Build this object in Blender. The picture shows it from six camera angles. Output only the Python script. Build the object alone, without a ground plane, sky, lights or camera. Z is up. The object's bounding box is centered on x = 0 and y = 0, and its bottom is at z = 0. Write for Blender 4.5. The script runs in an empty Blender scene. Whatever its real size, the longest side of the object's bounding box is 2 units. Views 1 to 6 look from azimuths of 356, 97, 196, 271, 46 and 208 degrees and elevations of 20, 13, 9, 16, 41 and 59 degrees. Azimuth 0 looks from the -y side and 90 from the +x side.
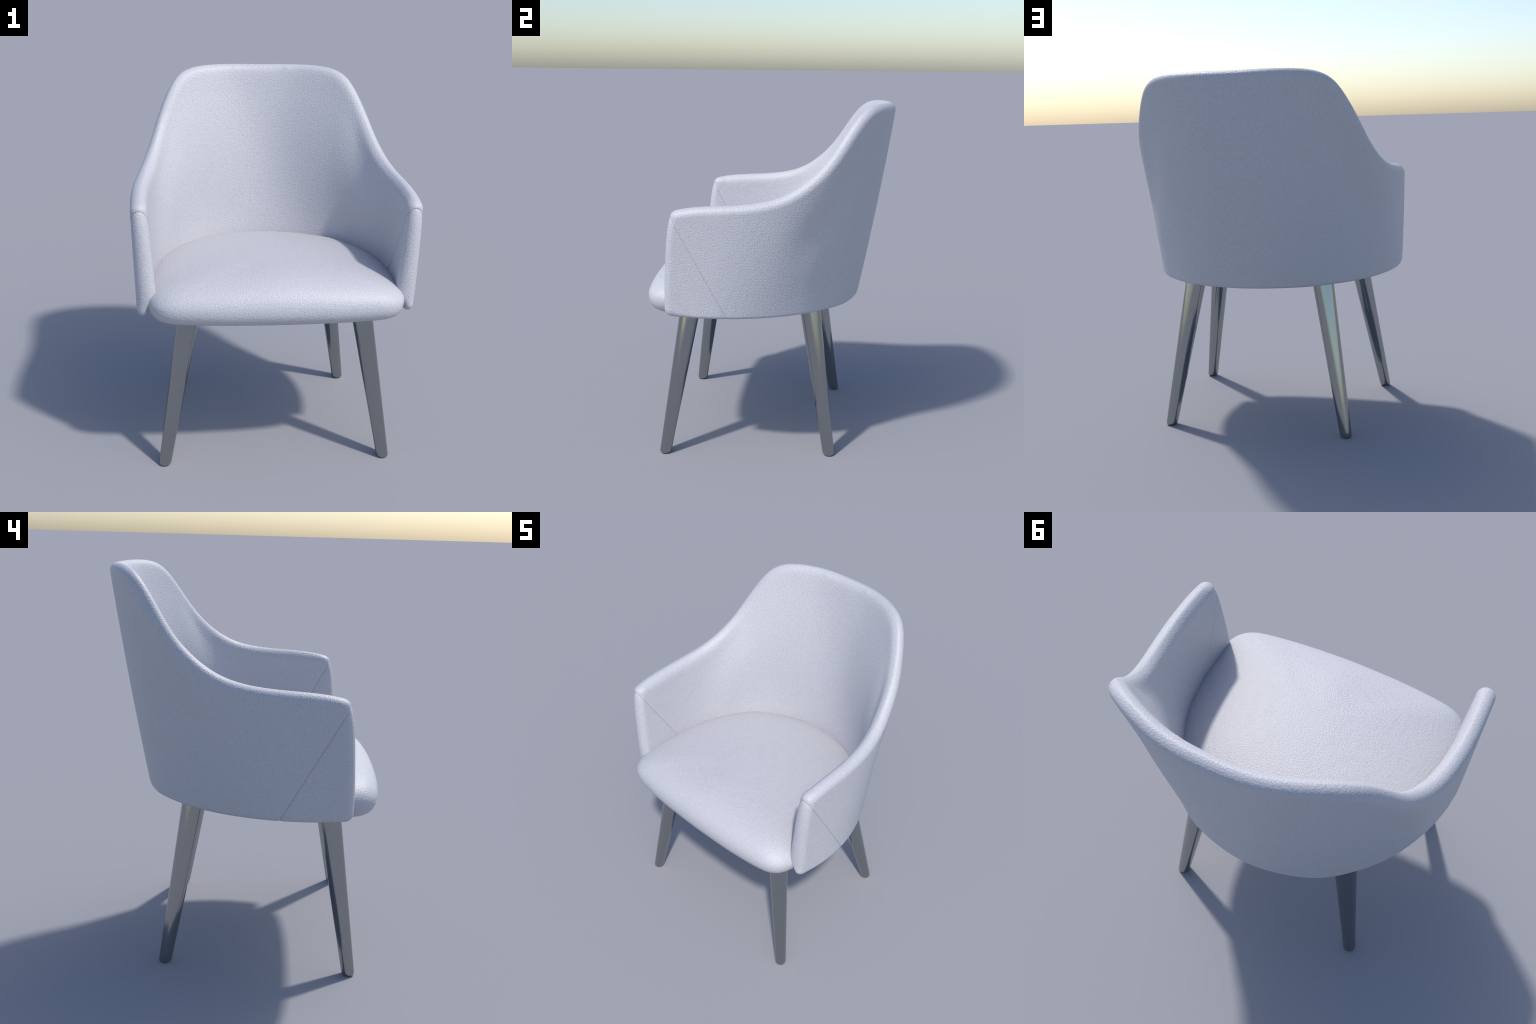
"""Upholstered tub armchair: one-piece leather back-and-arm shell, domed seat
cushion, diagonal-seamed arm front panels, four splayed tapered metal legs."""
import bpy, bmesh, math
import numpy as np
from mathutils import Vector

YAW, SHIFT_X = 0.0167, -0.0077          # the chair stands very slightly turned

# ---------------------------------------------------------------- materials
def new_mat(name):
    m = bpy.data.materials.new(name)
    m.use_nodes = True
    nt = m.node_tree
    return m, nt, nt.nodes["Principled BSDF"]

def leather_material():
    m, nt, bsdf = new_mat("pale_pebbled_leather")
    N, L = nt.nodes.new, nt.links.new
    co = N("ShaderNodeTexCoord")
    # warp the lookup a little so that the pebbles are not too regular
    wob = N("ShaderNodeTexNoise"); wob.inputs["Scale"].default_value = 14.0
    wob.inputs["Detail"].default_value = 1.0
    L(co.outputs["Object"], wob.inputs["Vector"])
    mixv = N("ShaderNodeVectorMath"); mixv.operation = 'MULTIPLY_ADD'
    L(wob.outputs["Color"], mixv.inputs[0])
    mixv.inputs[1].default_value = (0.008, 0.008, 0.008)
    L(co.outputs["Object"], mixv.inputs[2])
    vor = N("ShaderNodeTexVoronoi"); vor.feature = 'F1'
    vor.inputs["Scale"].default_value = GRAIN_SCALE
    vor.inputs["Randomness"].default_value = 0.7
    L(mixv.outputs[0], vor.inputs["Vector"])
    dome = N("ShaderNodeMapRange")                          # round pebble tops
    dome.interpolation_type = 'SMOOTHSTEP'
    dome.inputs["From Min"].default_value = 0.0
    dome.inputs["From Max"].default_value = 0.85
    L(vor.outputs["Distance"], dome.inputs["Value"])
    bump = N("ShaderNodeBump"); bump.invert = True
    bump.inputs["Strength"].default_value = GRAIN_STRENGTH
    bump.inputs["Distance"].default_value = 0.0018
    L(dome.outputs["Result"], bump.inputs["Height"])
    ramp = N("ShaderNodeValToRGB")
    ramp.color_ramp.elements[0].position = 0.20
    ramp.color_ramp.elements[0].color = LEATHER + (1,)
    ramp.color_ramp.elements[1].position = 0.80
    ramp.color_ramp.elements[1].color = tuple(c * 0.87 for c in LEATHER) + (1,)
    L(vor.outputs["Distance"], ramp.inputs["Fac"])
    L(ramp.outputs["Color"], bsdf.inputs["Base Color"])
    L(bump.outputs["Normal"], bsdf.inputs["Normal"])
    bsdf.inputs["Roughness"].default_value = 0.5
    bsdf.inputs["Specular IOR Level"].default_value = 0.5
    return m

def metal_material():
    m, nt, bsdf = new_mat("dark_polished_steel")
    N, L = nt.nodes.new, nt.links.new
    co = N("ShaderNodeTexCoord")
    mp = N("ShaderNodeMapping"); mp.inputs["Scale"].default_value = (60, 60, 4)
    L(co.outputs["Object"], mp.inputs["Vector"])
    no = N("ShaderNodeTexNoise"); no.inputs["Scale"].default_value = 1.0
    L(mp.outputs["Vector"], no.inputs["Vector"])
    mr = N("ShaderNodeMapRange")
    mr.inputs["To Min"].default_value = 0.09
    mr.inputs["To Max"].default_value = 0.12
    L(no.outputs["Fac"], mr.inputs["Value"])
    L(mr.outputs["Result"], bsdf.inputs["Roughness"])
    bsdf.inputs["Base Color"].default_value = METAL + (1,)
    bsdf.inputs["Metallic"].default_value = 1.0
    return m

def fabric_material():
    m, nt, bsdf = new_mat("grey_underside_cloth")
    N, L = nt.nodes.new, nt.links.new
    co = N("ShaderNodeTexCoord")
    no = N("ShaderNodeTexNoise"); no.inputs["Scale"].default_value = 220.0
    L(co.outputs["Object"], no.inputs["Vector"])
    ramp = N("ShaderNodeValToRGB")
    ramp.color_ramp.elements[0].color = (0.22, 0.22, 0.235, 1)
    ramp.color_ramp.elements[1].color = (0.27, 0.27, 0.285, 1)
    L(no.outputs["Fac"], ramp.inputs["Fac"])
    L(ramp.outputs["Color"], bsdf.inputs["Base Color"])
    bsdf.inputs["Roughness"].default_value = 0.9
    return m

LEATHER = (0.510, 0.510, 0.550)
METAL = (0.35, 0.37, 0.37)
GRAIN_SCALE, GRAIN_STRENGTH = 120.0, 0.5

# ---------------------------------------------------------------- curves
def bspline(C, u):
    n = len(C)
    i = np.clip(np.floor(u).astype(int), 0, n - 4)
    t = (u - i)[:, None]
    return (C[i] * (1 - t) ** 3 + C[i + 1] * (3 * t ** 3 - 6 * t ** 2 + 4)
            + C[i + 2] * (-3 * t ** 3 + 3 * t ** 2 + 3 * t + 1) + C[i + 3] * t ** 3) / 6

def half_curve(ctrl, m):
    """Symmetric spline from the middle of the back (x = 0) to the +x arm front,
    resampled to m points of equal plan length."""
    C = np.array(ctrl, float)
    F = np.concatenate([C[1:2] * [-1, 1, 1], C])
    P = bspline(F, np.linspace(0, len(F) - 3, 1200))
    P[0, 0] = 0.0
    d = np.concatenate([[0], np.cumsum(np.linalg.norm(np.diff(P[:, :2], axis=0), axis=1))])
    t = np.linspace(0, d[-1], m)
    return np.stack([np.interp(t, d, P[:, k]) for k in range(3)], 1)

def smooth_profile(ts, keys):
    """Monotone-looking cubic (Catmull-Rom) through (t, value) keys."""
    k = np.array(keys, float)
    t, v = k[:, 0], k[:, 1]
    m = np.gradient(v, t)
    i = np.clip(np.searchsorted(t, ts, side='right') - 1, 0, len(t) - 2)
    h = t[i + 1] - t[i]
    s = np.clip((ts - t[i]) / h, 0, 1)
    return ((2 * s ** 3 - 3 * s ** 2 + 1) * v[i] + (s ** 3 - 2 * s ** 2 + s) * h * m[i]
            + (-2 * s ** 3 + 3 * s ** 2) * v[i + 1] + (s ** 3 - s ** 2) * h * m[i + 1])

def unit(v):
    return v / np.maximum(np.linalg.norm(v, axis=-1, keepdims=True), 1e-9)

# rim centre line: middle of the back -> shoulder -> arm -> arm front
RIM = [(0, .662, 1.959), (.204, .657, 1.964), (.440, .553, 1.963), (.515, .481, 1.885),
       (.591, .377, 1.704), (.625, .278, 1.588), (.680, .106, 1.463), (.718, -.154, 1.428),
       (.706, -.480, 1.422), (.700, -.616, 1.298)]
# lower edge of the shell
HEM = [(0, .502, .871), (.152, .482, .871), (.332, .426, .872), (.446, .328, .872),
       (.567, .207, .872), (.673, .003, .872), (.735, -.242, .872), (.708, -.495, .872),
       (.695, -.703, .876)]
# where the inner face meets the cushion
INNER = [(0, .440, .975), (.172, .418, .978), (.323, .358, .98), (.486, .232, .98),
         (.566, .085, .98), (.628, -.065, .985), (.647, -.296, .995), (.630, -.508, 1.0),
         (.620, -.663, 1.0)]
SEAM_A, SEAM_B = (-.500, 1.418), (-.186, .857)        # arm seam, in the y-z plane

NS, NW, NT = 150, 64, 18          # stations along, up, and round the rim

# ---------------------------------------------------------------- shell
def build_shell_half():
    T, B, I = half_curve(RIM, NS), half_curve(HEM, NS), half_curve(INNER, NS)
    s = np.linspace(0, 1, NS)
    w = np.linspace(0, 1, NW)
    lift = .024 * np.clip((s - .90) / .10, 0, 1) ** 2
    B[:, 2] += lift                 # fuller, rounder hem at the arm front
    wc = 0.5 - 0.5 * np.cos(w * math.pi)
    w = 0.6 * w + 0.4 * wc                                # denser near the edges
    # mid surface: straight rulings hem -> rim, bent to follow the arm front edge
    M = B[:, None] + (T - B)[:, None] * w[None, :, None]
    zf = M[-1, :, 2]
    yf = smooth_profile(zf, [(.86, -.484), (.90, -.492), (.94, -.494), (1.0, -.493), (1.15, -.485),
                             (1.26, -.477), (1.34, -.467), (1.402, -.452), (1.45, -.43)])
    blend = np.clip((s - .75) / .25, 0, 1) ** 2
    M[:, :, 1] += blend[:, None] * (yf - M[-1, :, 1])[None]
    M[0, :, 0] = 0
    du = np.gradient(M, axis=0); dw = np.gradient(M, axis=1)
    n = unit(np.cross(dw, du))
    n[0, :, 0] = 0; n = unit(n)
    if n[0, NW // 2, 1] < 0: n = -n
    # thickness: slim at the back, fuller on the arms
    rt = .038 + (.0437 - .038) * smooth_profile(s, [(0, 0), (.25, 0), (.45, .35), (.7, 1), (1, 1)])
    rb = np.full(NS, .02)
    ro = rb[:, None] + (rt - rb)[:, None] * w[None]
    # the rear quarters dip in a little, the middle of the back stands out
    S, W = np.meshgrid(s, w, indexing='ij')
    hug = (-.020 * np.exp(-((S - .46) / .105) ** 2 - ((W - .58) / .23) ** 2)
           - .009 * np.exp(-((S - .40) / .16) ** 2 - ((W - .22) / .22) ** 2)
           - .006 * np.exp(-((S - .34) / .10) ** 2 - ((W - .78) / .17) ** 2))
    hug *= np.clip(W / .12, 0, 1) ** .5
    full = .008 * np.exp(-(S / .18) ** 4) * np.sin(np.pi * np.clip(W, 0, 1)) ** .7
    O = M + n * (ro + hug + full)[..., None]
    top_in = T - n[:, -1] * rt[:, None]
    bot_in = B - n[:, 0] * np.interp(s, [.6, .85], [.02, .042])[:, None]
    # the inner face runs on a little below the cushion line before it tapers
    drop = np.clip((I[:, 2] - .945) / (top_in[:, 2] - I[:, 2]), 0, 1)[:, None]
    I = I - (top_in - I) * drop
    wi = (I[:, 2] - B[:, 2]) / (T[:, 2] - B[:, 2])
    a = np.clip((w[None] - wi[:, None]) / (1 - wi[:, None]), 0, 1)[..., None]
    b = np.clip(w[None] / wi[:, None], 0, 1)[..., None]
    b = 1 - (1 - b) ** 2                                  # rounds over into the hem
    up = I[:, None] + (top_in - I)[:, None] * a
    lo = bot_in[:, None] + (I - bot_in)[:, None] * b
    Inn = np.where(w[None, :, None] > wi[:, None, None], up, lo)
    # the inside is padded out in the curve between back and arm
    pad = .033 * (1 - np.exp(-(S / .16) ** 2)) / (1 + np.exp((S - .55) / .045)) \
        * np.sin(np.pi * np.clip((W - .16) / .84, 0, 1) ** 1.1) ** 1.3
    Inn = Inn - n * pad[..., None]
    # keep the inner face's front edge in step with the outer one
    Inn[:, :, 1] += blend[:, None] * (yf - Inn[-1, :, 1])[None]
    Inn[0, :, 0] = 0; O[0, :, 0] = 0
    # soften the kink where the two inner rulings meet
    for _ in range(14):
        Inn[:, 1:-1] = .5 * Inn[:, 1:-1] + .25 * (Inn[:, 2:] + Inn[:, :-2])
    # boundary loop: rim, round the front corners, back along the hem
    loop = [(i, NW - 1) for i in range(NS)] + [(NS - 1, NW - 1)] * 9 \
        + [(NS - 1, j) for j in range(NW - 1, -1, -1)] + [(NS - 1, 0)] * 9 \
        + [(i, 0) for i in range(NS - 1, -1, -1)]
    oi = np.array([O[i, j] for i, j in loop]); ii = np.array([Inn[i, j] for i, j in loop])
    nn = np.array([n[i, j] for i, j in loop])
    mid = (oi + ii) / 2
    nseg = [NS, 9, NW, 9, NS]
    st = np.cumsum([0] + nseg)
    tang = np.gradient(mid, axis=0)
    e = np.cross(nn, tang)
    # outward direction, piecewise, with fans at the two corners
    def fix(a0, a1, ref):
        t = np.gradient(mid[a0:a1], axis=0)
        v = np.cross(nn[a0:a1], t)
        v *= np.sign((v @ np.array(ref)).sum())
        return unit(v)
    e = np.zeros_like(mid)
    e[st[0]:st[1]] = fix(st[0], st[1], (0, 0, 1))
    e[st[2]:st[3]] = fix(st[2], st[3], (0, -1, 0))
    e[st[4]:st[5]] = fix(st[4], st[5], (0, 0, -1))
    e[0, 0] = 0; e[-1, 0] = 0
    for a0, a1 in ((st[1], st[2]), (st[3], st[4])):
        f = np.linspace(0, 1, a1 - a0 + 2)[1:-1, None]
        ang = f * math.pi / 2
        e[a0:a1] = unit(np.cos(ang) * e[a0 - 1] + np.sin(ang) * e[a1])
    e = unit(e)
    # how far the rounded rim stands out beyond the loop
    p = np.empty(len(loop))
    p[st[0]:st[1]] = rt
    p[st[2]:st[3]] = .046
    p[st[4]:st[5]] = (rb + lift)[::-1]
    for a0, a1 in ((st[1], st[2]), (st[3], st[4])):        # elliptical fans
        ang = np.linspace(0, math.pi / 2, a1 - a0 + 2)[1:-1]
        p[a0:a1] = 1 / np.sqrt((np.cos(ang) / p[a0 - 1]) ** 2 + (np.sin(ang) / p[a1]) ** 2)
    return O, Inn, loop, oi, ii, mid, e, p

def shell_mesh():
    O, Inn, loop, oi, ii, mid, e, p = build_shell_half()
    bm = bmesh.new()
    def grid(G, flip):
        V = [[bm.verts.new(G[i, j]) for j in range(NW)] for i in range(NS)]
        for i in range(NS - 1):
            for j in range(NW - 1):
                f = (V[i][j], V[i + 1][j], V[i + 1][j + 1], V[i][j + 1])
                bm.faces.new(f if flip else f[::-1])
    grid(O, True); grid(Inn, False)
    th = np.linspace(0, math.pi, NT)
    R = []
    for k in range(len(loop)):
        half = (oi[k] - ii[k]) / 2
        R.append([bm.verts.new(mid[k] + half * math.cos(a) + e[k] * p[k] * math.sin(a)) for a in th])
    for k in range(len(loop) - 1):
        for t in range(NT - 1):
            q = (R[k][t], R[k + 1][t], R[k + 1][t + 1], R[k][t + 1])
            try:
                bm.faces.new(q)
            except ValueError:
                pass
    # mirror to the other arm
    geom = bm.verts[:] + bm.edges[:] + bm.faces[:]
    dup = bmesh.ops.duplicate(bm, geom=geom)
    dv = [g for g in dup['geom'] if isinstance(g, bmesh.types.BMVert)]
    for v in dv: v.co.x = -v.co.x
    bmesh.ops.remove_doubles(bm, verts=bm.verts[:], dist=2e-5)
    # let the inner face flow softly into the rim
    ids = {(round(Inn[i, j][0], 5), round(Inn[i, j][1], 5), round(Inn[i, j][2], 5))
           for i in range(NS - 3) for j in range(NW - 9, NW)}
    for k in range(NS - 3):
        for a in th[int(NT * .62):]:
            q = mid[k] + (oi[k] - ii[k]) / 2 * math.cos(a) + e[k] * p[k] * math.sin(a)
            ids.add((round(q[0], 5), round(q[1], 5), round(q[2], 5)))
    soft = [v for v in bm.verts if (round(abs(v.co.x), 5), round(v.co.y, 5), round(v.co.z, 5)) in ids]
    for _ in range(30):
        bmesh.ops.smooth_vert(bm, verts=soft, factor=.5, use_axis_x=True, use_axis_y=True, use_axis_z=True)
    bmesh.ops.dissolve_degenerate(bm, edges=bm.edges[:], dist=1e-6)
    bmesh.ops.recalc_face_normals(bm, faces=bm.faces[:])
    return bm

# the seam normal points forward, to the panel side
seam_n = Vector((0, SEAM_B[1] - SEAM_A[1], SEAM_A[0] - SEAM_B[0])).normalized()
seam_o = Vector((0, SEAM_A[0], SEAM_A[1]))
if seam_n.y > 0: seam_n = -seam_n

def mesh_object(name, bm_or_mesh, mat, parent, normals=None):
    if isinstance(bm_or_mesh, bmesh.types.BMesh):
        me = bpy.data.meshes.new(name)
        bm_or_mesh.to_mesh(me); bm_or_mesh.free()
    else:
        me = bm_or_mesh
    me.polygons.foreach_set("use_smooth", [True] * len(me.polygons))
    me.materials.clear(); me.materials.append(mat)
    ob = bpy.data.objects.new(name, me)
    bpy.context.scene.collection.objects.link(ob)
    ob.parent = parent
    if normals is not None:
        me.normals_split_custom_set_from_vertices(normals)
    return ob

def split_parts(src, selectors):
    """Separate the faces of a bmesh into several; every part keeps the vertex
    normals of the whole so that no seam shows."""
    src.normal_update()
    out = []
    for sel in selectors:
        part = bmesh.new()
        vm = {}
        nor = []
        for f in src.faces:
            if not sel(f.calc_center_median()): continue
            vs = []
            for v in f.verts:
                if v.index not in vm:
                    vm[v.index] = part.verts.new(v.co); nor.append(v.normal.copy())
                vs.append(vm[v.index])
            part.faces.new(vs)
        out.append((part, nor))
    return out

def build_shell(parent, mat):
    bm = shell_mesh()
    for d in (-.012, -.005, -.0014, 0.0, .0014, .005, .012, .022):            # edge loops round the seam
        bmesh.ops.bisect_plane(bm, geom=bm.verts[:] + bm.edges[:] + bm.faces[:], dist=1e-6,
                               plane_co=seam_o + seam_n * d, plane_no=seam_n)
    bm.normal_update()
    def dist(co): return (co - seam_o).dot(seam_n)
    # front panel sits a touch lower than the shell; the seam is a fine groove
    move = []
    for v in bm.verts:
        d = dist(v.co)
        m = 0.0
        if d > -.0005: m -= .0038 * math.exp(-max(d, 0) / .011)     # plump pad edge
        else: m -= .0016 * math.exp(d / .006)
        if abs(d) < .0008: m -= .0014
        move.append(v.normal * m)
    for v, m in zip(bm.verts, move): v.co += m
    # split along the seam
    halves = []
    for side in (1, -1):
        half = bm.copy()
        kill = [f for f in half.faces if dist(f.calc_center_median()) * side < 0]
        bmesh.ops.delete(half, geom=kill, context='FACES')
        half.verts.index_update()
        halves.append(half)
    front, rest = halves
    bm.free()
    objs = []
    for part, nor in split_parts(front, [lambda c: c.x > 0, lambda c: c.x < 0]):
        objs.append(mesh_object("arm_front_panel", part, mat, parent, nor))
    ARM_Y = -0.02
    for (part, nor), name in zip(split_parts(rest, [
            lambda c: c.y >= ARM_Y,
            lambda c: c.y < ARM_Y and c.x > 0, lambda c: c.y < ARM_Y and c.x < 0]),
            ("backrest", "armrest", "armrest")):
        objs.append(mesh_object(name, part, mat, parent, nor))
    front.free(); rest.free()
    return objs

# ---------------------------------------------------------------- cushion
CUSHION_C = np.array([0.0, -.22])
WIDEST = .928                      # height of the cushion's widest line

def cushion_outline(m):
    """Plan of the cushion: round back tucked into the shell, bowed front."""
    half = [(0, .474), (.17, .451), (.34, .388), (.49, .288), (.597, .125), (.660, -.060),
            (.686, -.280), (.682, -.450), (.664, -.550), (.634, -.612), (.575, -.655),
            (.475, -.677), (.300, -.694), (.13, -.700)]
    full = half + [(0, -.702)] + [(-x, y) for x, y in half[:0:-1]]
    C = np.array(full, float)
    n = len(C)
    P = []
    for k in range(n):                                     # closed Catmull-Rom
        p0, p1, p2, p3 = C[k - 1], C[k], C[(k + 1) % n], C[(k + 2) % n]
        for t in np.linspace(0, 1, 24, endpoint=False):
            P.append(.5 * (2 * p1 + (p2 - p0) * t + (2 * p0 - 5 * p1 + 4 * p2 - p3) * t * t
                           + (3 * p1 - p0 - 3 * p2 + p3) * t ** 3))
    P = np.array(P)
    Q = np.concatenate([P, P[:1]])
    d = np.concatenate([[0], np.cumsum(np.linalg.norm(np.diff(Q, axis=0), axis=1))])
    t = np.linspace(0, d[-1], m, endpoint=False)
    return np.stack([np.interp(t, d, Q[:, k]) for k in range(2)], 1)

def build_cushion(parent, mat):
    m = 220
    O = cushion_outline(m)
    # inward plan normals for the rolled edge
    tg = np.roll(O, -1, 0) - np.roll(O, 1, 0)
    nn = unit(np.stack([-tg[:, 1], tg[:, 0]], 1))
    if ((CUSHION_C - O) * nn).sum() < 0: nn = -nn
    rings = []
    # underside and rolled edge: (inset, height)
    edge = [(.30, .845), (.16, .845), (.10, .846), (.065, .848), (.043, .853), (.026, .863),
            (.013, .878), (.004, .898), (0, .915), (0, WIDEST)]
    for ins, z in edge:
        if ins > .08:
            k = ins / .55
            P = O + (CUSHION_C - O) * k
        else:
            P = O + nn * ins
        rings.append(np.column_stack([P, np.full(m, z)]))
    # upper side: bulging dome in scale q
    for q in np.concatenate([1 - .5 * np.linspace(.05, 1, 44) ** 2, np.linspace(.47, .04, 22)]):
        P = CUSHION_C + (O - CUSHION_C) * q
        h = WIDEST + dome_height(q, P)
        rings.append(np.column_stack([P, h]))
    bm = bmesh.new()
    V = [[bm.verts.new(p) for p in r] for r in rings]
    for a in range(len(V) - 1):
        for k in range(m):
            k2 = (k + 1) % m
            bm.faces.new((V[a][k], V[a][k2], V[a + 1][k2], V[a + 1][k]))
    bm.faces.new(V[0][::-1])
    top = bm.verts.new((CUSHION_C[0], CUSHION_C[1], V[-1][0].co.z + .0004))
    for k in range(m):
        bm.faces.new((V[-1][k], V[-1][(k + 1) % m], top))
    bmesh.ops.recalc_face_normals(bm, faces=bm.faces[:])
    return mesh_object("seat_cushion", bm, mat, parent)

def dome_height(q, P):
    """Height above the cushion's widest line at plan scale q: a low even crown,
    a little fuller along the front than towards the sides and the back."""
    d = unit(P - CUSHION_C)
    front = np.clip(-d[:, 1], 0, 1) ** 3
    return (.163 - .032 * (1 - front) * q * q * (3 - 2 * q)) * math.sqrt(max(0, 1 - q ** 4))

# ---------------------------------------------------------------- legs
LEGS = {'front': ((.6037, -.5698, .0330), (.4519, -.4317, .0598)),
        'back': ((.5197, .3750, .0333), (.3678, .2319, .0612))}   # x, y, radius at z=0 / z=.9

def leg_mesh(key):
    (x0, y0, r0), (x1, y1, r1) = LEGS[key]
    inner = math.atan2(y1 - y0, x1 - x0)                   # direction of the lean
    m = 96
    zs = [0, .0012, .004, .009, .016] + list(np.linspace(.03, .88, 40))
    bev = {0: .012, .0012: .0075, .004: .0035, .009: .0009}
    bm = bmesh.new()
    V = []
    half_gap, w = math.radians(50), math.radians(3.2)
    for z in zs:
        t = z / .9
        c = Vector((x0 + (x1 - x0) * t, y0 + (y1 - y0) * t, z))
        r = r0 + (r1 - r0) * t - bev.get(z, 0)
        fade = min(max((z - .42) / .30, 0), 1)
        ring = []
        for a in leg_angles(half_gap, w):
            d = abs(a)
            g = max(0, 1 - abs(d - half_gap) / w)
            rr = r * (1 - .10 * fade * g)
            ring.append(bm.verts.new(c + Vector((math.cos(inner + a) * rr, math.sin(inner + a) * rr, 0))))
        V.append(ring)
    m = len(V[0])
    for k in range(len(V) - 1):
        for j in range(m):
            bm.faces.new((V[k][j], V[k][(j + 1) % m], V[k + 1][(j + 1) % m], V[k + 1][j]))
    bm.faces.new(V[0][::-1]); bm.faces.new(V[-1])
    bmesh.ops.recalc_face_normals(bm, faces=bm.faces[:])
    return bm

def leg_angles(g, w):
    """Angles round the leg, with extra ones at the two fine grooves."""
    base = list(np.linspace(-math.pi, math.pi, 72, endpoint=False))
    base = [a for a in base if abs(abs(a) - g) > w * 1.3]
    for s in (-1, 1):
        base += [s * (g + k * w) for k in (-1.05, -.5, 0, .5, 1.05)]
    return sorted(base)

# ---------------------------------------------------------------- assemble
def main():
    chair = bpy.data.objects.new("armchair", None)
    bpy.context.scene.collection.objects.link(chair)
    chair.rotation_euler = (0, 0, YAW)
    chair.location = (SHIFT_X, 0, 0)
    chair["label"] = "pale leather tub armchair on four splayed steel legs"
    chair["category"] = "armchair"
    leather, steel, cloth = leather_material(), metal_material(), fabric_material()
    build_shell(chair, leather)
    build_cushion(chair, leather)
    for key in LEGS:
        bm = leg_mesh(key)
        ob = mesh_object("leg", bm, steel, chair)
        tw = ob.copy(); tw.scale.x = -1
        bpy.context.scene.collection.objects.link(tw)
        tw.name = "leg"
    # flat seat base closing the underside of the shell
    bm = bmesh.new()
    hem = half_curve(HEM, 60)
    loop = [tuple(p) for p in hem] + [(-x, y, z) for x, y, z in hem[:0:-1]]
    loop = [(x * .93, (y + .05) * .93 - .05, z) for x, y, z in loop]
    lo = [bm.verts.new((x, y, .862)) for x, y, z in loop]
    hi = [bm.verts.new((x, y, .905)) for x, y, z in loop]
    n = len(loop)
    for k in range(n):
        bm.faces.new((lo[k], lo[(k + 1) % n], hi[(k + 1) % n], hi[k]))
    bm.faces.new(lo[::-1]); bm.faces.new(hi)
    bmesh.ops.recalc_face_normals(bm, faces=bm.faces[:])
    base = mesh_object("seat_base", bm, cloth, chair)
    for p in base.data.polygons: p.use_smooth = False

main()
